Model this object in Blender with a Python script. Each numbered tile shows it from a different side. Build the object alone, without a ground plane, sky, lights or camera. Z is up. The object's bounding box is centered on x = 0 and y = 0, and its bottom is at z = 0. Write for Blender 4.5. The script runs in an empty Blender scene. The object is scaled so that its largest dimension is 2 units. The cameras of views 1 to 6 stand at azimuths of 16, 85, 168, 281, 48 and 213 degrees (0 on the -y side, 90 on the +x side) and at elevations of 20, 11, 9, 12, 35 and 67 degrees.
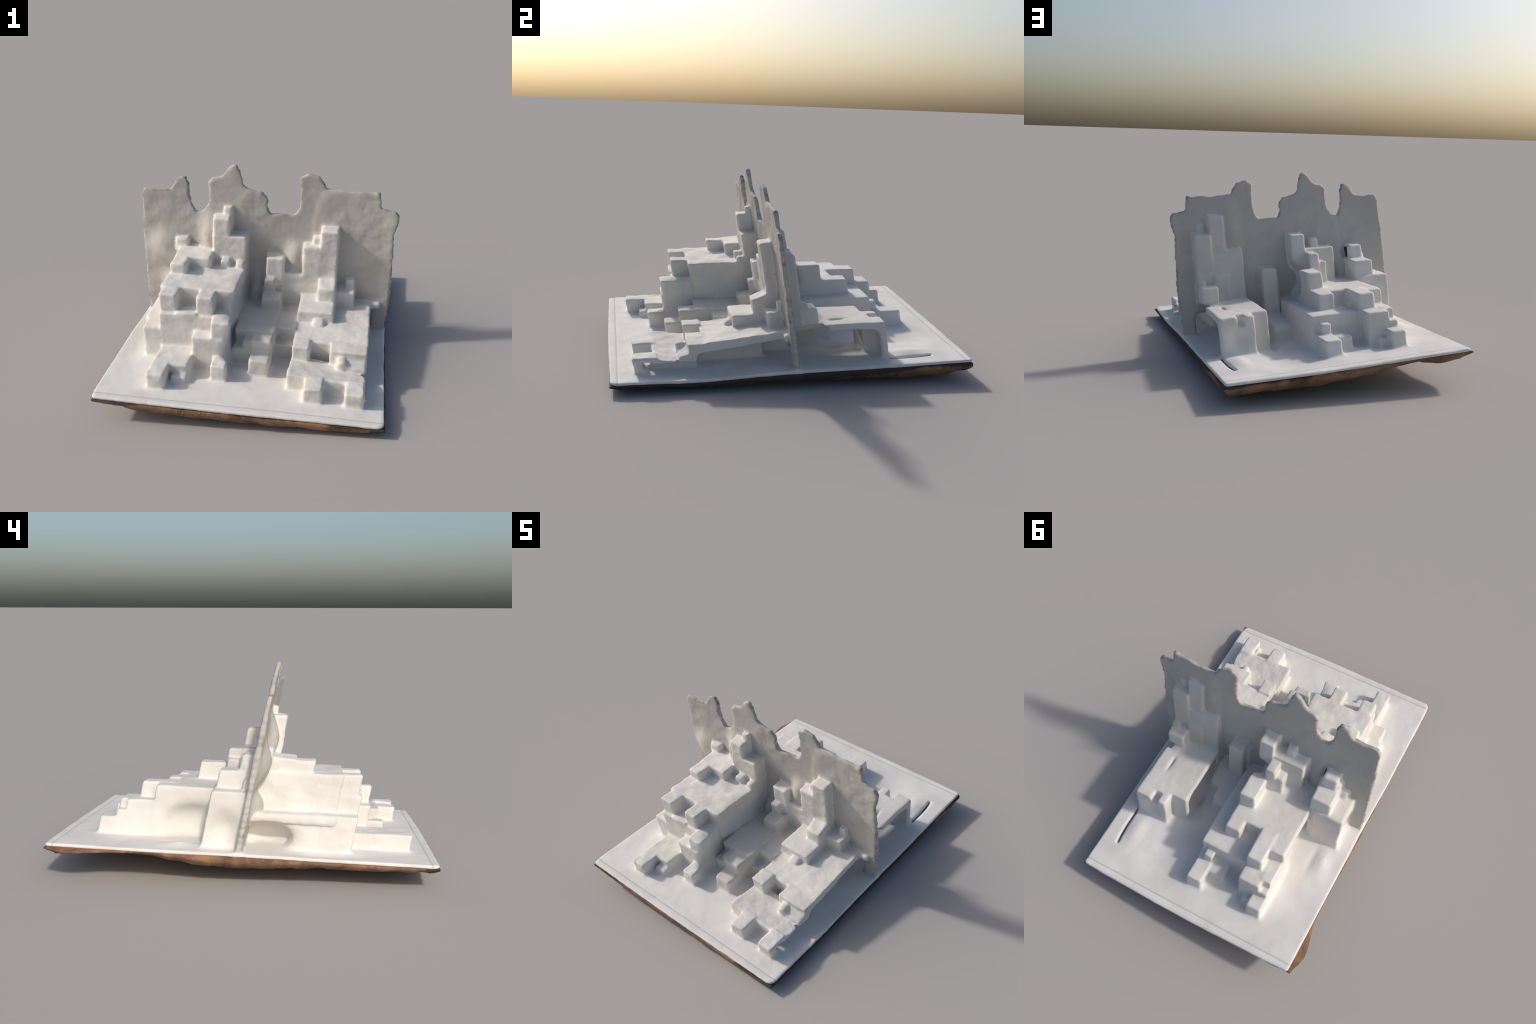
"""White pop-up card model: a board on a brown crust, a leaning wall with a
ragged skyline, and stepped block buildings on both sides of the wall.

Everything is laid out in a card frame: a runs along the fold, c runs across it
(leaning with the wall), h is the height above the board.  Blocks are distance
fields, joined into one softly rounded skin, which is then separated into parts."""
import math
import bpy
import numpy as np
from mathutils import Vector, noise

# ------------------------------------------------------------------ card frame
CENTRE = np.array([0.0195, 0.0010, 0.1337])
AXIS_A = np.array([0.9901, 0.1245, -0.0634])
AXIS_B = np.array([-0.1222, 0.9917, 0.0318])
AXIS_A /= np.linalg.norm(AXIS_A)
AXIS_B -= AXIS_A * (AXIS_A @ AXIS_B)
AXIS_B /= np.linalg.norm(AXIS_B)
AXIS_N = np.cross(AXIS_A, AXIS_B)
LEAN = 0.16                       # every upright leans this much towards -b
HALF_A, HALF_B = 0.652, 0.924     # half size of the board


def to_world(a, c, h):
    b = c - LEAN * h
    return CENTRE + np.outer(a, AXIS_A) + np.outer(b, AXIS_B) + np.outer(h, AXIS_N)


# ------------------------------------------------------------------ the grid
STEP = 0.0062
LOW = np.array([-0.70, -0.965, -0.112])
HIGH = np.array([0.71, 0.965, 0.925])
COUNT = np.ceil((HIGH - LOW) / STEP).astype(int)
GA, GC, GH = (LOW[i] + STEP * np.arange(COUNT[i]) for i in range(3))
FAR = 0.06


def window(lo, hi):
    i0 = np.clip(np.floor((np.array(lo) - FAR - LOW) / STEP).astype(int), 0, COUNT)
    i1 = np.clip(np.ceil((np.array(hi) + FAR - LOW) / STEP).astype(int) + 1, 0, COUNT)
    s = tuple(slice(p, q) for p, q in zip(i0, i1))
    return s, GA[s[0]][:, None, None], GC[s[1]][None, :, None], GH[s[2]][None, None, :]


def box_field(a0, a1, c0, c1, h0, h1, r=0.004, sa=0.0, sc=0.0):
    s, a, c, h = window((a0, c0, h0), (a1, c1, h1))
    top = h1 + sa * (a - (a0 + a1) / 2) + sc * (c - (c0 + c1) / 2)
    qa = np.abs(a - (a0 + a1) / 2) - (a1 - a0) / 2 + r
    qc = np.abs(c - (c0 + c1) / 2) - (c1 - c0) / 2 + r
    qh = np.abs(h - (h0 + top) / 2) - (top - h0) / 2 + r
    out = np.sqrt(np.maximum(qa, 0) ** 2 + np.maximum(qc, 0) ** 2 + np.maximum(qh, 0) ** 2)
    return s, (out + np.minimum(np.maximum(np.maximum(qa, qc), qh), 0) - r).astype(np.float32)


def ball_field(ca, cc, ch, ra, rc, rh):
    s, a, c, h = window((ca - ra, cc - rc, ch - rh), (ca + ra, cc + rc, ch + rh))
    k = np.sqrt(((a - ca) / ra) ** 2 + ((c - cc) / rc) ** 2 + ((h - ch) / rh) ** 2)
    return s, ((k - 1) * min(ra, rc, rh)).astype(np.float32)


# ------------------------------------------------------------------ the blocks
# Each building: (name, [(block name, a0, a1, c0, c1, h0, h1, options), ...])
G = -0.045
BUILDINGS = [
    ("terraced_building", [
        ("terrace", -.449, -.085, -.415, .0, G, .362, {}),
        ("merlon", -.432, -.353, -.505, -.40, .18, .362, {}),
        ("merlon", -.252, -.178, -.507, -.40, .18, .359, {}),
        ("facade", -.434, -.178, -.524, -.40, G, .262, {}),
        ("sill", -.352, -.252, -.526, -.44, .235, .272, {}),
        ("step", -.264, -.083, -.597, -.40, G, .182, {}),
        ("step", -.170, -.083, -.589, -.40, G, .270, {}),
        ("step", -.158, -.087, -.692, -.57, G, .085, {}),
        ("porch", -.432, -.263, -.700, -.48, G, .078, {}),
        ("pier", -.432, -.352, -.808, -.68, G, .080, {}),
        ("block", -.335, -.263, -.742, -.69, G, .034, {}),
        ("annex", -.520, -.42, -.522, .0, G, .172, {}),
        ("ledge", -.537, -.42, -.42, .0, .128, .175, {"r": .015}),
        ("terrace", -.437, -.256, -.175, .0, .34, .430, {"sc": .06}),
        ("merlon", -.437, -.361, -.268, -.15, .34, .423, {}),
        ("tower", -.250, -.170, -.087, .005, .34, .620, {}),
        ("turret", -.203, -.166, -.030, .005, .50, .664, {}),
        ("tower", -.252, -.085, -.090, .005, .20, .524, {}),
        ("knob", -.207, -.166, -.138, -.08, .34, .404, {}),
        ("knob", -.132, -.088, -.135, -.08, .34, .392, {"r": .015}),
        ("knob", -.455, -.396, -.058, .0, .40, .478, {}),
    ]),
    ("sunken_courtyard", [
        ("floor_block", -.085, .108, -.430, .0, G, .157, {}),
        ("floor_block", .10, .205, -.348, .0, G, .143, {}),
        ("step", .008, .104, -.522, -.40, G, .150, {}),
        ("step", -.040, .020, -.498, -.40, G, .128, {"r": .02}),
        ("step", -.085, .012, -.508, -.40, G, .086, {}),
        ("step", .010, .102, -.609, -.50, G, .086, {}),
        ("step", .09, .205, -.425, -.33, G, .081, {}),
        ("block", .010, .105, -.184, .0, .12, .224, {"sc": .1}),
        ("knob", .014, .066, -.108, .0, .18, .298, {}),
    ]),
    ("tower_building", [
        ("curtain_wall", .014, .380, -.067, .0, .10, .322, {}),
        ("block", .018, .108, -.078, .0, .25, .412, {}),
        ("tower", .292, .377, -.066, .005, .20, .588, {"sc": .2}),
        ("turret", .252, .300, -.036, .005, .40, .533, {}),
        ("step", .206, .300, -.068, .005, .20, .489, {}),
        ("step", .292, .378, -.148, .0, .15, .313, {"sc": .35}),
        ("step", .204, .381, -.267, .0, .08, .208, {}),
        ("knob", .285, .337, -.309, -.25, .08, .170, {"sc": .5, "r": .012}),
        ("terrace", .204, .562, -.440, .0, G, .150, {"sc": .09, "sa": .05}),
        ("merlon", .204, .285, -.523, -.43, G, .139, {}),
        ("merlon", .384, .560, -.523, -.43, G, .136, {}),
        ("porch", .200, .556, -.700, -.48, G, .060, {"sa": -.06, "sc": -.14}),
        ("pier", .284, .366, -.796, -.68, G, .080, {}),
        ("pier", .470, .552, -.800, -.68, G, .073, {}),
        ("rubble", .420, .557, -.575, -.50, G, .090, {"sa": -.15, "sc": .3}),
        ("knob", .424, .462, -.580, -.53, .05, .108, {"r": .012}),
        ("block", .386, .477, -.096, .0, .10, .250, {}),
        ("knob", .430, .474, -.036, .0, .20, .301, {}),
        ("ledge", .50, .612, -.045, .0, .135, .172, {"r": .012}),
    ]),
    ("stepped_building", [
        ("tower", -.095, -.012, .010, .108, .15, .536, {}),
        ("step", -.276, -.09, .0, .101, .20, .449, {}),
        ("knob", -.197, -.152, .0, .062, .40, .498, {}),
        ("step", -.147, -.09, .0, .180, .20, .429, {}),
        ("step", -.192, -.14, .0, .173, .20, .380, {}),
        ("block", -.104, -.013, .0, .322, .15, .347, {}),
        ("terrace", -.377, -.012, .0, .405, .10, .255, {}),
        ("merlon", -.099, -.012, .39, .476, .10, .255, {}),
        ("merlon", -.290, -.201, .39, .577, G, .259, {}),
        ("merlon", -.377, -.28, .39, .487, G, .255, {}),
        ("porch", -.20, .079, .0, .573, G, .170, {}),
        ("facade", -.377, -.19, .0, .487, G, .20, {}),
        ("pier", -.010, .077, .56, .750, G, .080, {}),
        ("block", -.106, .0, .56, .665, G, .070, {}),
        ("knob", -.008, .040, .57, .620, .05, .130, {}),
        ("step", -.327, -.201, .47, .665, G, .175, {}),
        ("step", -.375, -.31, .47, .623, G, .178, {}),
        ("step", -.375, -.31, .60, .665, G, .124, {}),
        ("pier", -.376, -.293, .65, .744, G, .085, {}),
        ("block", -.292, -.244, .65, .701, G, .045, {}),
    ]),
    ("buttress", [
        ("turret", -.468, -.385, .0, .086, .25, .444, {"r": .010}),
        ("step", -.484, -.42, .0, .074, .20, .405, {"r": .025}),
        ("step", -.484, -.370, .0, .180, G, .364, {}),
        ("pier", -.570, -.40, .012, .192, G, .276, {}),
        ("column", -.53, -.47, .0, .055, .2, .34, {"r": .025}),
    ]),
    ("arched_building", [
        ("curtain_wall", .276, .552, .016, .066, .10, .45, {}),
        ("tower", .372, .458, .016, .055, .30, .675, {"sc": -.6}),
        ("tower", .455, .552, .016, .071, .30, .575, {"sc": -.5}),
        ("pinnacle", .488, .515, .016, .030, .50, .632, {}),
        ("tower", .275, .376, .016, .058, .30, .480, {"sc": -.4}),
        ("knob", .370, .458, .0, .084, .15, .352, {"sc": -.2}),
        ("block", .456, .552, .0, .149, .204, .286, {}),
        ("knob", .515, .552, .0, .102, .25, .314, {}),
        ("table", .272, .551, .0, .425, G, .194, {}),
        ("merlon", .367, .553, .40, .501, G, .192, {}),
        ("column", .092, .178, .0, .107, .0, .352, {}),
        ("column", .066, .178, .0, .060, .0, .330, {"r": .02}),
        ("block", .084, .192, .0, .268, G, .086, {"sc": -.12}),
    ]),
]

# what is carved out of each building: (kind, numbers..., rounding, slope of the roof)
CARVED = {
    "tower_building": [
        ("box", .435, .68, -.492, .010, -.06, .113, .035, .12),  # hollow under the terrace
        ("box", .36, .565, -.14, .08, -.06, .120, .030),          # its back opens through the wall
        ("box", .495, .68, -.735, -.47, -.06, .046, .018),        # hollow under the porch
        ("box", .455, .60, -.758, -.716, .018, .058, .015),       # hole in the pier
    ],
    "arched_building": [
        ("box", .210, .64, .095, .395, -.06, .160, .040),         # passage through the table
        ("box", .285, .64, -.080, .40, -.06, .150, .040),
        ("ball", .450, .525, .080, .050, .045, .055),
        ("box", .460, .64, .030, .468, -.06, .158, .045),
        ("box", .245, .31, .08, .397, -.06, .150, .025),
        ("box", .495, .66, .0, .20, -.06, .190, .02),
        ("box", .412, .458, .445, .53, .140, .24, .006),          # nick in the table edge
        ("ball", .469, .262, .192, .011, .055, .016),             # slit in the table top
    ],
    "buttress": [
        ("ball", -.618, .100, .080, .092, .085, .110),
    ],
    "terraced_building": [
        ("box", -.62, -.505, -.21, -.045, .050, .066, .006),      # torn gap in the annex
        ("ball", -.060, -.30, .240, .058, .20, .095),             # scooped valley side
        ("ball", -.060, -.45, .130, .042, .10, .085),
        ("ball", -.062, -.570, .080, .045, .05, .125),
        ("ball", -.530, -.105, .045, .165, .13, .080),            # hollow low in the long side
    ],
    "stepped_building": [
        ("ball", -.405, .285, .065, .100, .15, .110),
        ("ball", .020, .095, .275, .120, .095, .095),             # recess beside the tall tower
    ],
    "sunken_courtyard": [],
}
# soft webs where blocks melt into the wall: centre a, c, h and radii
WEBS = [                        # the last number: -1 in front of the wall, 1 behind it
    (-.515, .0, .405, .080, .062, .095, -1),
    (-.470, .0, .195, .060, .062, .060, -1),
    (-.272, .0, .490, .050, .064, .110, -1),
    (-.035, .0, .140, .060, .108, .145, -1),
    (.165, .0, .390, .050, .055, .080, -1),
    (.135, .0, .260, .060, .045, .090, -1),
    (-.335, .0, .290, .055, .055, .110, 1),
    (.330, .0, .590, .050, .045, .120, 1),
]
AFTER_CARVING = ("arched_building", [
    ("block", .085, .195, .0, .285, G, .072, {"sc": -.10, "sa": -.15, "r": .012}),
    ("block", .150, .262, .0, .195, G, .100, {"sc": -.25, "r": .025}),
])

# ------------------------------------------------------------------ the wall
SKYLINE = [(.643, -.012), (.652, .06), (.658, .20), (.657, .44), (.650, .575), (.664, .625), (.666, .672),
           (.645, .702), (.576, .710), (.572, .752), (.560, .791), (.42, .786), (.304, .791),
           (.288, .826), (.264, .853), (.206, .864), (.172, .842), (.177, .765), (.172, .675),
           (.150, .640), (.10, .636), (.032, .633), (.009, .671), (.016, .708), (-.018, .758),
           (-.092, .762), (-.110, .785), (-.119, .842), (-.140, .880), (-.158, .888), (-.184, .873),
           (-.204, .842), (-.222, .822), (-.271, .810), (-.291, .783), (-.286, .70), (-.292, .665),
           (-.315, .628), (-.356, .620), (-.378, .660), (-.388, .72), (-.391, .775), (-.403, .805),
           (-.423, .813), (-.450, .795), (-.468, .760), (-.486, .735), (-.545, .730), (-.622, .734),
           (-.634, .712), (-.638, .62), (-.643, .46), (-.643, .30), (-.645, .10), (-.638, -.012)]


def wall_field():
    s, a, c, h = window((-.66, -.05, -.02), (.68, .07, .89))
    pa, ph = a[:, 0, 0][:, None], h[0, 0, :][None, :]
    # ragged hand-cut edge
    wob = 0.004 * np.sin(pa * 61 + 3 * np.sin(ph * 47)) * np.sin(ph * 83 + 1.3)
    pa, ph = pa + wob, ph + wob * .7
    dist = np.full(np.broadcast(pa, ph).shape, 9.0)
    inside = np.zeros(dist.shape, bool)
    for (x0, y0), (x1, y1) in zip(SKYLINE, SKYLINE[1:] + SKYLINE[:1]):
        ex, ey = x1 - x0, y1 - y0
        t = np.clip(((pa - x0) * ex + (ph - y0) * ey) / (ex * ex + ey * ey), 0, 1)
        dist = np.minimum(dist, np.hypot(pa - x0 - t * ex, ph - y0 - t * ey))
        if y0 != y1:
            inside ^= ((y0 > ph) != (y1 > ph)) & (pa < ex * (ph - y0) / ey + x0)
    flat = np.where(inside, -dist, dist)[:, None, :]
    mid = .004 + .019 * np.exp(-((a - .25) / .22) ** 2) * np.clip(h / .5, 0, 1) + .010 * np.exp(-((a + .3) / .2) ** 2) * np.clip((h - .55) / .2, 0, 1) - .013 * np.exp(-((a - .65) / .08) ** 2) + .003 * np.sin(a * 9 + h * 4)
    half = .0160 - .0045 * np.clip(h / .8, 0, 1)
    slab = np.abs(c - mid) - half
    both = np.minimum(np.maximum(flat, slab), 0) + np.hypot(np.maximum(flat, 0), np.maximum(slab, 0))
    return s, both.astype(np.float32)


def board_swell(a, c):
    """How the board bulges and sags: a curled edge, a buckle, shallow dips."""
    swell = (.014 * np.exp(-((a - .50) / .045) ** 2 - ((c - .62) / .09) ** 2) * np.clip((.560 - a) / .006, 0, 1)
             - .020 * np.exp(-((a - .563 + .010 * np.clip((c - .60) / .13, 0, 1) ** 2) / .0052) ** 2) * np.clip((.13 - np.abs(c - .615)) / .02, 0, 1)
             + .016 * np.exp(-((a + .535) / .045) ** 2 - ((c - .30) / .085) ** 2)
             - .006 * np.exp(-((a + .475) / .015) ** 2 - ((c - .31) / .07) ** 2)
             - .050 * np.exp(-((a - .29) / .035) ** 2 - ((c - .26) / .07) ** 2)
             - .030 * np.exp(-((a - .27) / .11) ** 2 - ((c - .34) / .20) ** 2)
             - .018 * np.exp(-((a - .27) / .14) ** 2 - ((c - .68) / .12) ** 2)
             - .022 * np.exp(-((a - .59) / .08) ** 2 - ((c + .47) / .27) ** 2)
             - .012 * np.exp(-((a + .58) / .05) ** 2 - ((c + .40) / .16) ** 2)
             - .010 * np.exp(-((a - .16) / .06) ** 2 - ((c + .55) / .08) ** 2)
             + .002 * np.sin(a * 5 + 1) * np.sin(c * 4))
    return swell


def board_field():
    a, c, h = GA[:, None, None], GC[None, :, None], GH[None, None, :]
    r = np.where((a > 0) & (c < 0), .034, .016)
    qa, qc = np.abs(a - .0055 * c) - HALF_A - .007 * (a < 0) * np.clip(-c / .3, 0, 1) * np.clip((.93 + c) / .08, 0, 1) + r, np.abs(c) - HALF_B + r
    bow = np.where(c < 0, .006, .010) * (1 - (a / .65) ** 2)
    qc = qc - bow
    flat = np.hypot(np.maximum(qa, 0), np.maximum(qc, 0)) + np.minimum(np.maximum(qa, qc), 0) - r
    swell = board_swell(a, c)
    line = .002 * np.exp(-((np.abs(c) - .888) / .005) ** 2)
    q = np.abs(h - (swell - line) + .009) - .009
    out = np.hypot(np.maximum(flat + .004, 0), np.maximum(q + .004, 0)) - .004
    return np.where((flat > -.004) & (q > -.004), out, np.maximum(flat, q)).astype(np.float32)


parts = []           # (building name or None, part name)
field = np.full(COUNT, FAR, np.float32)
owner = np.zeros(COUNT, np.int16)


def add_block(building, block, target):
    name, *dims, opts = block
    s, d = box_field(*dims, **opts)
    parts.append((building, name))
    closer = d < field[s]
    owner[s][closer & (d < target[s])] = len(parts) - 1
    target[s] = np.minimum(target[s], d)


def smooth_min(p, q, k):
    w = np.maximum(k - np.abs(p - q), 0) / k
    return np.minimum(p, q) - w * w * k / 4


for building, blocks in BUILDINGS:
    mass = np.full(COUNT, FAR, np.float32)
    for block in blocks:
        add_block(building, block, mass)
    for kind, *v in CARVED[building]:
        if kind == "box":
            s, d = box_field(*v[:6], r=v[6], sc=v[7] if len(v) > 7 else 0.0)
        else:
            s, d = ball_field(*v)
        mass[s] = -smooth_min(-mass[s], d, np.float32(.042 if kind == "ball" and v[3] > .03 else .008))
    if building == AFTER_CARVING[0]:
        for block in AFTER_CARVING[1]:
            add_block(building, block, mass)
    field = np.minimum(field, mass - np.float32(.002))

K = np.where(GC < 0, .013, .022).astype(np.float32)[None, :, None]
s, wall = wall_field()
wall_all = np.full(COUNT, FAR, np.float32)
wall_all[s] = wall
for web in WEBS:
    s, d = ball_field(*web[:6])
    d = np.maximum(d, -web[6] * GC[s[1]][None, :, None] + (.024 if web[6] > 0 else .0))
    wall_all[s] = smooth_min(wall_all[s], d, np.float32(.05))
# gap left by the scan low in the wall, where the two hollows meet
s, d = box_field(.34, .572, -.10, .10, -.05, .135, r=.035)
wall_all[s] = -smooth_min(-wall_all[s], d, np.float32(.01))
WALL = len(parts)
parts.append((None, "backdrop_wall"))
owner[wall_all < field] = WALL
field = smooth_min(field, wall_all, np.float32(.014))
board = board_field()
BOARD = len(parts)
parts.append((None, "board"))
owner[board < field] = BOARD
field = smooth_min(field, board, K)
del board, wall_all

# soften every edge a little, as a scan of card does
for _ in range(1):
    for ax in range(3):
        f = np.moveaxis(field, ax, 0)
        g = f.copy()
        g[1:-1] = .25 * f[:-2] + .5 * f[1:-1] + .25 * f[2:]
        field = np.moveaxis(g, 0, ax)
field = np.ascontiguousarray(field)


# ------------------------------------------------------------------ skin (surface nets)
def skin(f):
    neg = f < 0
    cell = np.zeros(np.array(f.shape) - 1, np.int8)
    offs = [(i, j, k) for i in (0, 1) for j in (0, 1) for k in (0, 1)]
    sub = lambda arr, o: arr[o[0]:arr.shape[0] - 1 + o[0], o[1]:arr.shape[1] - 1 + o[1], o[2]:arr.shape[2] - 1 + o[2]]
    for o in offs:
        cell += sub(neg, o)
    idx = np.argwhere((cell > 0) & (cell < 8))
    number = np.full(cell.shape, -1, np.int32)
    number[tuple(idx.T)] = np.arange(len(idx))
    total, hits = np.zeros((len(idx), 3)), np.zeros(len(idx))
    for o in offs:
        for ax in range(3):
            if o[ax]:
                continue
            p = list(o)
            p[ax] = 1
            f0, f1 = f[tuple((idx + o).T)], f[tuple((idx + p).T)]
            cut = (f0 < 0) != (f1 < 0)
            t = np.where(cut, f0 / np.where(cut, f0 - f1, 1), 0)
            pt = np.tile(np.array(o, float), (len(idx), 1))
            pt[:, ax] = t
            total[cut] += pt[cut]
            hits[cut] += 1
    verts = LOW + STEP * (idx + total / hits[:, None])
    quads = []
    for ax in range(3):
        u, v = (ax + 1) % 3, (ax + 2) % 3
        lo = [slice(1, -1)] * 3
        lo[ax] = slice(0, -1)
        hi = list(lo)
        hi[ax] = slice(1, None)
        n0, n1 = neg[tuple(lo)], neg[tuple(hi)]
        e = np.argwhere(n0 != n1)
        first = n0[tuple(e.T)]
        base = e + 1
        base[:, ax] -= 1
        du, dv = np.eye(3, dtype=int)[u], np.eye(3, dtype=int)[v]
        ring = [number[tuple((base - x).T)] for x in (du + dv, dv, 0 * du, du)]
        q = np.stack(ring, 1)
        q[~first] = q[~first][:, ::-1]
        quads.append(q)
    return verts, np.concatenate(quads), idx


verts, quads, cells = skin(field)
vert_owner = owner[tuple(np.minimum(cells + 1, COUNT - 1).T)]
quad_owner = vert_owner[quads[:, 0]]
# a majority of the four corners decides, so that borders between parts run clean
for k in (1, 2, 3):
    same = (vert_owner[quads] == vert_owner[quads[:, k]][:, None]).sum(1)
    quad_owner = np.where(same >= 3, vert_owner[quads[:, k]], quad_owner)

world = to_world(verts[:, 0], verts[:, 1], verts[:, 2])
# crinkles: facets and small creases of hand-folded card, livelier on the near side
tri_n = np.cross(world[quads[:, 2]] - world[quads[:, 0]], world[quads[:, 3]] - world[quads[:, 1]])
vn = np.zeros_like(world)
for k in range(4):
    np.add.at(vn, quads[:, k], tri_n)
vn /= np.linalg.norm(vn, axis=1)[:, None] + 1e-12
# how sharp the skin is bent at each vertex, positive on ridges
unit = tri_n / (np.linalg.norm(tri_n, axis=1)[:, None] + 1e-12)
fan, ring_mid, ring_n = np.zeros_like(world), np.zeros_like(world), np.zeros(len(world))
mids = world[quads].mean(1)
for k in range(4):
    np.add.at(fan, quads[:, k], unit)
    np.add.at(ring_mid, quads[:, k], mids)
    np.add.at(ring_n, quads[:, k], 1)
bend = 1 - np.linalg.norm(fan, axis=1) / np.maximum(ring_n, 1)
bend *= np.sign(((world - ring_mid / np.maximum(ring_n, 1)[:, None]) * vn).sum(1))
ridge = np.clip(bend / .10, 0, 1)
shift = np.zeros(len(world))
for i, p in enumerate(world):
    v = Vector(p)
    lively = 1.0 if verts[i, 1] < 0 else .55
    low = verts[i, 2] < .012
    d = .0036 * noise.noise(v * 8) + lively * (.0032 * noise.noise(v * 19) + .0012 * noise.noise(v * 55))
    d *= .35 if low else 1.0
    if ridge[i] > .05:                    # torn, nicked card edges
        front = verts[i, 1] < 0 or vert_owner[i] == WALL
        d += ridge[i] * (.0055 if front else .0022) * (.45 if vert_owner[i] == BOARD else 1) * (.6 * noise.noise(v * 27) + .6 * noise.noise(v * 51 + Vector((7, 3, 1))))
    shift[i] = d
world = world + vn * shift[:, None]


# ------------------------------------------------------------------ materials
def card_material(name, tone, with_line=False, grimy_edges=False):
    m = bpy.data.materials.new(name)
    m.use_nodes = True
    nt = m.node_tree
    n, l = nt.nodes, nt.links
    bsdf = n["Principled BSDF"]
    co = n.new("ShaderNodeTexCoord")
    big = n.new("ShaderNodeTexNoise")
    big.inputs["Scale"].default_value = 5.0
    big.inputs["Detail"].default_value = 3.0
    l.new(co.outputs["Object"], big.inputs["Vector"])
    ramp = n.new("ShaderNodeValToRGB")
    ramp.color_ramp.elements[0].position, ramp.color_ramp.elements[1].position = .35, .68
    ramp.color_ramp.elements[0].color = (tone[0] * .90, tone[1] * .89, tone[2] * .87, 1)
    ramp.color_ramp.elements[1].color = (*tone, 1)
    l.new(big.outputs["Fac"], ramp.inputs["Fac"])
    facet = n.new("ShaderNodeTexVoronoi")
    facet.inputs["Scale"].default_value = 17.0
    l.new(co.outputs["Object"], facet.inputs["Vector"])
    grey = n.new("ShaderNodeMapRange")
    grey.inputs["To Min"].default_value, grey.inputs["To Max"].default_value = .955, 1.0
    sep = n.new("ShaderNodeSeparateColor")
    l.new(facet.outputs["Color"], sep.inputs["Color"])
    l.new(sep.outputs["Red"], grey.inputs["Value"])
    mul = n.new("ShaderNodeMix")
    mul.data_type, mul.blend_type = "RGBA", "MULTIPLY"
    mul.inputs["Factor"].default_value = 1.0
    l.new(ramp.outputs["Color"], mul.inputs["A"])
    l.new(grey.outputs["Result"], mul.inputs["B"])
    colour = mul.outputs["Result"]
    if with_line:
        dot = n.new("ShaderNodeVectorMath")
        dot.operation = "DOT_PRODUCT"
        dot.inputs[1].default_value = AXIS_B
        l.new(co.outputs["Object"], dot.inputs[0])
        off = n.new("ShaderNodeMath")
        off.operation = "SUBTRACT"
        off.inputs[1].default_value = float(CENTRE @ AXIS_B)
        l.new(dot.outputs["Value"], off.inputs[0])
        ab = n.new("ShaderNodeMath")
        ab.operation = "ABSOLUTE"
        l.new(off.outputs[0], ab.inputs[0])
        dist = n.new("ShaderNodeMath")
        dist.operation = "COMPARE"
        dist.inputs[1].default_value, dist.inputs[2].default_value = .888, .0045
        l.new(ab.outputs[0], dist.inputs[0])
        mix = n.new("ShaderNodeMix")
        mix.data_type = "RGBA"
        half = n.new("ShaderNodeMath")
        half.operation = "MULTIPLY"
        half.inputs[1].default_value = .6
        l.new(dist.outputs[0], half.inputs[0])
        l.new(half.outputs[0], mix.inputs["Factor"])
        l.new(colour, mix.inputs["A"])
        mix.inputs["B"].default_value = (.45, .445, .43, 1)
        colour = mix.outputs["Result"]
        # shade in the slit beside the arched building, painted as a dark bar
        place = n.new("ShaderNodeVectorMath")
        place.operation = "DOT_PRODUCT"
        place.inputs[1].default_value = AXIS_A
        l.new(co.outputs["Object"], place.inputs[0])

        def math(op, x, y, z=None):
            q = n.new("ShaderNodeMath")
            q.operation = op
            for k, w in enumerate((x, y, z)):
                if hasattr(w, "links"):
                    l.new(w, q.inputs[k])
                elif w is not None:
                    q.inputs[k].default_value = w
            return q.outputs[0]

        across = math("SUBTRACT", place.outputs["Value"], float(CENTRE @ AXIS_A))
        along_b = off.outputs[0]
        run = math("MAXIMUM", math("DIVIDE", math("SUBTRACT", along_b, .60), .13), 0.0)
        curve = math("MULTIPLY_ADD", math("MULTIPLY", run, run), .010, across)
        slit = math("MULTIPLY", math("COMPARE", curve, .563, .0062), math("COMPARE", along_b, .615, .118))
        slit_shade = n.new("ShaderNodeMix")
        slit_shade.data_type = "RGBA"
        l.new(math("MULTIPLY", slit, .8), slit_shade.inputs["Factor"])
        l.new(colour, slit_shade.inputs["A"])
        slit_shade.inputs["B"].default_value = (.09, .092, .085, 1)
        colour = slit_shade.outputs["Result"]
    if grimy_edges:                       # dark chipped rim where the sheet was cut
        geo = n.new("ShaderNodeNewGeometry")
        rim = n.new("ShaderNodeMapRange")
        rim.inputs["From Min"].default_value, rim.inputs["From Max"].default_value = .51, .565
        rim.inputs["To Max"].default_value = .85
        l.new(geo.outputs["Pointiness"], rim.inputs["Value"])
        patch = n.new("ShaderNodeTexNoise")
        patch.inputs["Scale"].default_value = 12.0
        l.new(co.outputs["Object"], patch.inputs["Vector"])
        much = n.new("ShaderNodeMath")
        much.operation = "MULTIPLY"
        l.new(rim.outputs["Result"], much.inputs[0])
        pm = n.new("ShaderNodeMapRange")
        pm.inputs["From Min"].default_value, pm.inputs["From Max"].default_value = .35, .6
        l.new(patch.outputs["Fac"], pm.inputs["Value"])
        l.new(pm.outputs["Result"], much.inputs[1])
        mix = n.new("ShaderNodeMix")
        mix.data_type = "RGBA"
        l.new(much.outputs[0], mix.inputs["Factor"])
        l.new(colour, mix.inputs["A"])
        mix.inputs["B"].default_value = (.13, .13, .115, 1)
        colour = mix.outputs["Result"]
    l.new(colour, bsdf.inputs["Base Color"])
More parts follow.
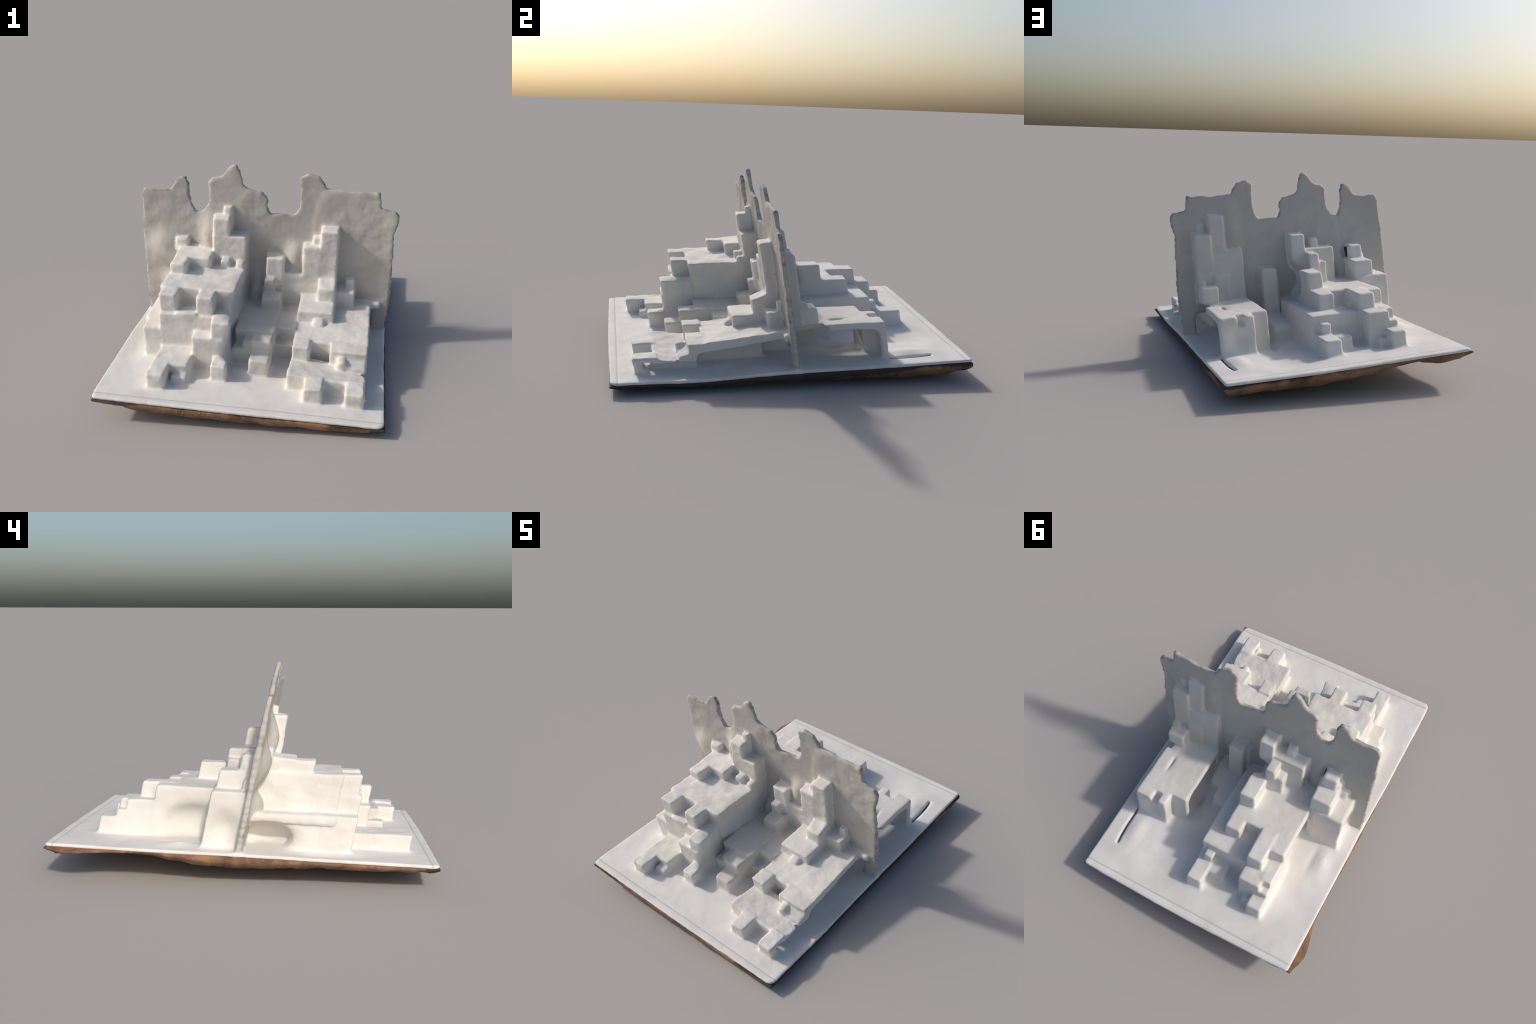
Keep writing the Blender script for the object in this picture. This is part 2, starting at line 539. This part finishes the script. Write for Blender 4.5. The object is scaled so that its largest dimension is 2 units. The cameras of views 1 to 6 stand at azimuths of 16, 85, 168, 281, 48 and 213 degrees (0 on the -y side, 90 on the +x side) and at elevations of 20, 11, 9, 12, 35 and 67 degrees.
    bsdf.inputs["Roughness"].default_value = .8
    bsdf.inputs["Specular IOR Level"].default_value = .25
    fine = n.new("ShaderNodeTexNoise")
    fine.inputs["Scale"].default_value = 60.0
    l.new(co.outputs["Object"], fine.inputs["Vector"])
    bump = n.new("ShaderNodeBump")
    bump.inputs["Strength"].default_value = .05
    bump.inputs["Distance"].default_value = .004
    l.new(fine.outputs["Fac"], bump.inputs["Height"])
    l.new(bump.outputs["Normal"], bsdf.inputs["Normal"])
    return m


def crust_material():
    m = bpy.data.materials.new("brown_crust")
    m.use_nodes = True
    nt = m.node_tree
    n, l = nt.nodes, nt.links
    bsdf = n["Principled BSDF"]
    co = n.new("ShaderNodeTexCoord")
    big = n.new("ShaderNodeTexNoise")
    big.inputs["Scale"].default_value, big.inputs["Detail"].default_value = 7.0, 6.0
    big.inputs["Distortion"].default_value = .8
    l.new(co.outputs["Object"], big.inputs["Vector"])
    ramp = n.new("ShaderNodeValToRGB")
    e = ramp.color_ramp.elements
    e[0].position, e[0].color = .30, (.085, .045, .025, 1)
    e[1].position, e[1].color = .72, (.36, .20, .105, 1)
    mid = e.new(.5)
    mid.color = (.20, .108, .060, 1)
    l.new(big.outputs["Fac"], ramp.inputs["Fac"])
    streak = n.new("ShaderNodeTexNoise")
    streak.inputs["Scale"].default_value, streak.inputs["Detail"].default_value = 26.0, 8.0
    streak.inputs["Distortion"].default_value = 2.5
    l.new(co.outputs["Object"], streak.inputs["Vector"])
    pale = n.new("ShaderNodeMapRange")
    pale.inputs["From Min"].default_value, pale.inputs["From Max"].default_value = .60, .78
    pale.inputs["To Max"].default_value = .55
    l.new(streak.outputs["Fac"], pale.inputs["Value"])
    mix = n.new("ShaderNodeMix")
    mix.data_type = "RGBA"
    l.new(pale.outputs["Result"], mix.inputs["Factor"])
    l.new(ramp.outputs["Color"], mix.inputs["A"])
    mix.inputs["B"].default_value = (.48, .36, .27, 1)
    # a dark band under the board, wide on two sides, a thin line in front

    def math(op, x, y):
        q = n.new("ShaderNodeMath")
        q.operation = op
        for k, z in enumerate((x, y)):
            if hasattr(z, "links"):
                l.new(z, q.inputs[k])
            elif z is not None:
                q.inputs[k].default_value = z
        return q.outputs[0]

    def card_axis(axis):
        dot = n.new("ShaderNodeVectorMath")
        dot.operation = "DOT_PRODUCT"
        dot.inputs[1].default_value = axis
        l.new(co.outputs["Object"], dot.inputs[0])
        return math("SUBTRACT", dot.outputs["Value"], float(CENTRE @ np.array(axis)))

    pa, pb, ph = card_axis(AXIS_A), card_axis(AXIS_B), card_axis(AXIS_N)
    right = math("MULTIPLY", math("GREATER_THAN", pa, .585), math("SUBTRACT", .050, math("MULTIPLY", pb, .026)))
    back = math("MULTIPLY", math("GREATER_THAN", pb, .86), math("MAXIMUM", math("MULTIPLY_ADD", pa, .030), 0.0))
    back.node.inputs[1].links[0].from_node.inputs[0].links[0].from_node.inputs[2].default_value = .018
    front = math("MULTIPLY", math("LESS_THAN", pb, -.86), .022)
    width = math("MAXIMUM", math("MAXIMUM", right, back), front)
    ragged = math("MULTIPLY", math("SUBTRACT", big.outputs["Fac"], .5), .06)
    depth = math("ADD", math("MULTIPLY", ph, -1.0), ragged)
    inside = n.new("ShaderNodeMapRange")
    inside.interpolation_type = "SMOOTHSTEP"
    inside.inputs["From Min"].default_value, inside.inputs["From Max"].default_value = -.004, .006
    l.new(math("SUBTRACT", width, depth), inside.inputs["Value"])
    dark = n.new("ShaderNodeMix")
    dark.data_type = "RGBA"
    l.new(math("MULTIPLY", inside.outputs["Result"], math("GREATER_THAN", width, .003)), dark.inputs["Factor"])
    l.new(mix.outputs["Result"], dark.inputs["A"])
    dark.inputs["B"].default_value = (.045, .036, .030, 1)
    l.new(dark.outputs["Result"], bsdf.inputs["Base Color"])
    bsdf.inputs["Roughness"].default_value = .85
    bump = n.new("ShaderNodeBump")
    bump.inputs["Strength"].default_value, bump.inputs["Distance"].default_value = .35, .01
    l.new(streak.outputs["Fac"], bump.inputs["Height"])
    l.new(bump.outputs["Normal"], bsdf.inputs["Normal"])
    return m


CARD = card_material("white_card", (.755, .730, .690))
CARD_LINED = card_material("white_card_ruled", (.775, .755, .725), True)
CARD_WALL_SHADED = card_material("shaded_wall_card", (.54, .515, .475), grimy_edges=True)  # wall tone darkened with the shade baked into the scan
CARD_SHADED = card_material("shaded_white_card", (.65, .625, .58))  # same card, baked shade of courtyard and back uprights mixed into its colour
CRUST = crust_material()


def card_for(building, name):
    if name == "backdrop_wall":
        return CARD_WALL_SHADED
    if name == "board":
        return CARD_LINED
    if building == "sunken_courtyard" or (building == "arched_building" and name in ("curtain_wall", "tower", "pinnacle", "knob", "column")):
        return CARD_SHADED
    return CARD

# ------------------------------------------------------------------ objects
scene = bpy.context.scene.collection
thing = bpy.data.objects.new("architectural_model", None)
thing["label"] = "white folded-card castle with stepped blocks on a brown board"
thing["category"] = "architectural model"
scene.objects.link(thing)
groups = {}
for building, _ in BUILDINGS:
    g = bpy.data.objects.new(building, None)
    scene.objects.link(g)
    g.parent = thing
    groups[building] = g


def new_mesh(name, points, faces, normals, material, parent):
    me = bpy.data.meshes.new(name)
    me.from_pydata(points.tolist(), [], faces.tolist() if hasattr(faces, "tolist") else faces)
    me.materials.append(material)
    me.polygons.foreach_set("use_smooth", np.ones(len(me.polygons), bool))
    me.update()
    if normals is not None:
        me.normals_split_custom_set_from_vertices(normals.tolist())
    ob = bpy.data.objects.new(name, me)
    scene.objects.link(ob)
    ob.parent = parent
    return ob


tri_n = np.cross(world[quads[:, 2]] - world[quads[:, 0]], world[quads[:, 3]] - world[quads[:, 1]])
vn[:] = 0
for k in range(4):
    np.add.at(vn, quads[:, k], tri_n)
vn /= np.linalg.norm(vn, axis=1)[:, None] + 1e-12

for p, (building, name) in enumerate(parts):
    mine = quads[quad_owner == p]
    if len(mine) < 4:
        continue
    used, local = np.unique(mine, return_inverse=True)
    new_mesh(name, world[used], local.reshape(-1, 4), vn[used],
             card_for(building, name), groups[building] if building else thing)


# ------------------------------------------------------------------ crust under the board
def along(x, stops):
    xs, ys = zip(*sorted(stops))
    return float(np.interp(x, xs, ys))


LEFT = [(-.92, .035), (-.865, .055), (-.56, .063), (-.39, .052), (-.1, .088), (.157, .091),
        (.373, .055), (.494, .034), (.68, .048), (.852, .060), (.92, .042)]
BACK = [(-.64, .05), (-.588, .060), (-.475, .070), (-.356, .036), (-.09, .072), (.169, .086), (.413, .076), (.618, .078)]
RIGHT = [(-.92, .026), (-.86, .034), (-.42, .056), (.01, .069), (.39, .084), (.80, .094), (.9, .064)]
FRONT = [(-.657, .05), (-.512, .062), (-.476, .076), (-.217, .090), (.046, .086), (.39, .082), (.541, .072), (.638, .045)]


def rim_point(t):
    """Walk round the board: returns (a, b, outward a, outward b, depth, overhang)."""
    side, u = int(t) % 4, t - int(t)
    if side == 0:
        a, b, d = -HALF_A + 2 * HALF_A * u, -HALF_B, None
        d = .9 * along(a, FRONT)
        return a, b, 0, -1, d, .0
    if side == 1:
        b = -HALF_B + 2 * HALF_B * u
        return HALF_A, b, 1, 0, along(b, RIGHT), .004
    if side == 2:
        a = HALF_A - 2 * HALF_A * u
        return a, HALF_B, 0, 1, along(a, BACK), .012 * math.exp(-(a / .3) ** 2) - .003 + .003 * math.sin(a * 20)
    b = HALF_B - 2 * HALF_B * u
    over = .044 * math.exp(-((b - .79) / .12) ** 2) + .004 * math.exp(-((b + .25) / .2) ** 2) + .006 * math.exp(-((b - .2) / .15) ** 2)
    return -HALF_A, b, -1, 0, .85 * along(b, LEFT), over


PER = (130, 180, 130, 180)
ring_par = [s + (i + .0) / PER[s] for s in range(4) for i in range(PER[s])]
# rows of the crust section: (inset factor, depth factor)
ROWS = [(.012, .0), (-.001, .10), (-.004, .22), (.0, .36), (.010, .55), (.022, .74), (.040, .92), (.060, 1.0), (.10, .97), (.22, .93), (.42, .95)]
pts, faces = [], []
n_ring = len(ring_par)
for inset, depth in ROWS:
    for t in ring_par:
        a, b, oa, ob, d, over = rim_point(t)
        ins = inset
        bulge = over * math.sin(math.pi * min(1, depth * 1.1)) if depth < .9 else 0
        # pull corners in together
        aa = max(-HALF_A + ins, min(HALF_A - ins, a)) + oa * bulge
        bb = max(-HALF_B + ins, min(HALF_B - ins, b)) + ob * bulge
        h = -.008 - depth * max(d - .008, .01) + (board_swell(aa, bb) if inset < .05 else 0.0)
        aa += .0055 * bb
        w = CENTRE + AXIS_A * aa + AXIS_B * bb + AXIS_N * h
        v = Vector(w)
        if 0 < depth:
            k = min(1, depth * 1.5)
            w = w + np.array(noise.noise_vector(v * 11)) * .007 * k + np.array(noise.noise_vector(v * 34)) * .0035 * k
        w[2] = max(w[2], .0004 * (1 + noise.noise(v * 5)))
        pts.append(w)
pts = np.array(pts)
pts[:, 2] -= min(0.0, 0)
for r in range(len(ROWS) - 1):
    for i in range(n_ring):
        j = (i + 1) % n_ring
        faces.append((r * n_ring + i, r * n_ring + j, (r + 1) * n_ring + j, (r + 1) * n_ring + i)[::-1])
last = (len(ROWS) - 1) * n_ring
faces.append(tuple(range(last, last + n_ring)))
pts[:, 2] -= pts[:, 2].min()
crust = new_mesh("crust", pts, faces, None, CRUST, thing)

# added plate, dark like the scan's baked shade beside the back turret
plate_pts, plate_faces = [], []
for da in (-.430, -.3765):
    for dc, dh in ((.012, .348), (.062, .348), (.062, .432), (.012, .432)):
        plate_pts.append(to_world(np.array([da]), np.array([dc]), np.array([dh]))[0])
plate_faces = [(3, 2, 1, 0), (4, 5, 6, 7), (0, 1, 5, 4), (1, 2, 6, 5), (2, 3, 7, 6), (3, 0, 4, 7)]
dark = bpy.data.materials.new("hole_shade")
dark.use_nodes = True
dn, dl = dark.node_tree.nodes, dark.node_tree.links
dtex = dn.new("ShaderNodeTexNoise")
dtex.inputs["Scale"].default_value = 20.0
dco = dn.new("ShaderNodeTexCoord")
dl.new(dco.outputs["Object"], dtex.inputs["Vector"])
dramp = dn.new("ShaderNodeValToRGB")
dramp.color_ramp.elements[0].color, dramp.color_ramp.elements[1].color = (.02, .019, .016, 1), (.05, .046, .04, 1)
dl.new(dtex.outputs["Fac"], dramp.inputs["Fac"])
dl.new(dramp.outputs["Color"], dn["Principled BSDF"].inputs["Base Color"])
plate = new_mesh("shade_plate", np.array(plate_pts), plate_faces, None, dark, groups["buttress"])
plate.data.polygons.foreach_set("use_smooth", np.zeros(len(plate.data.polygons), bool))
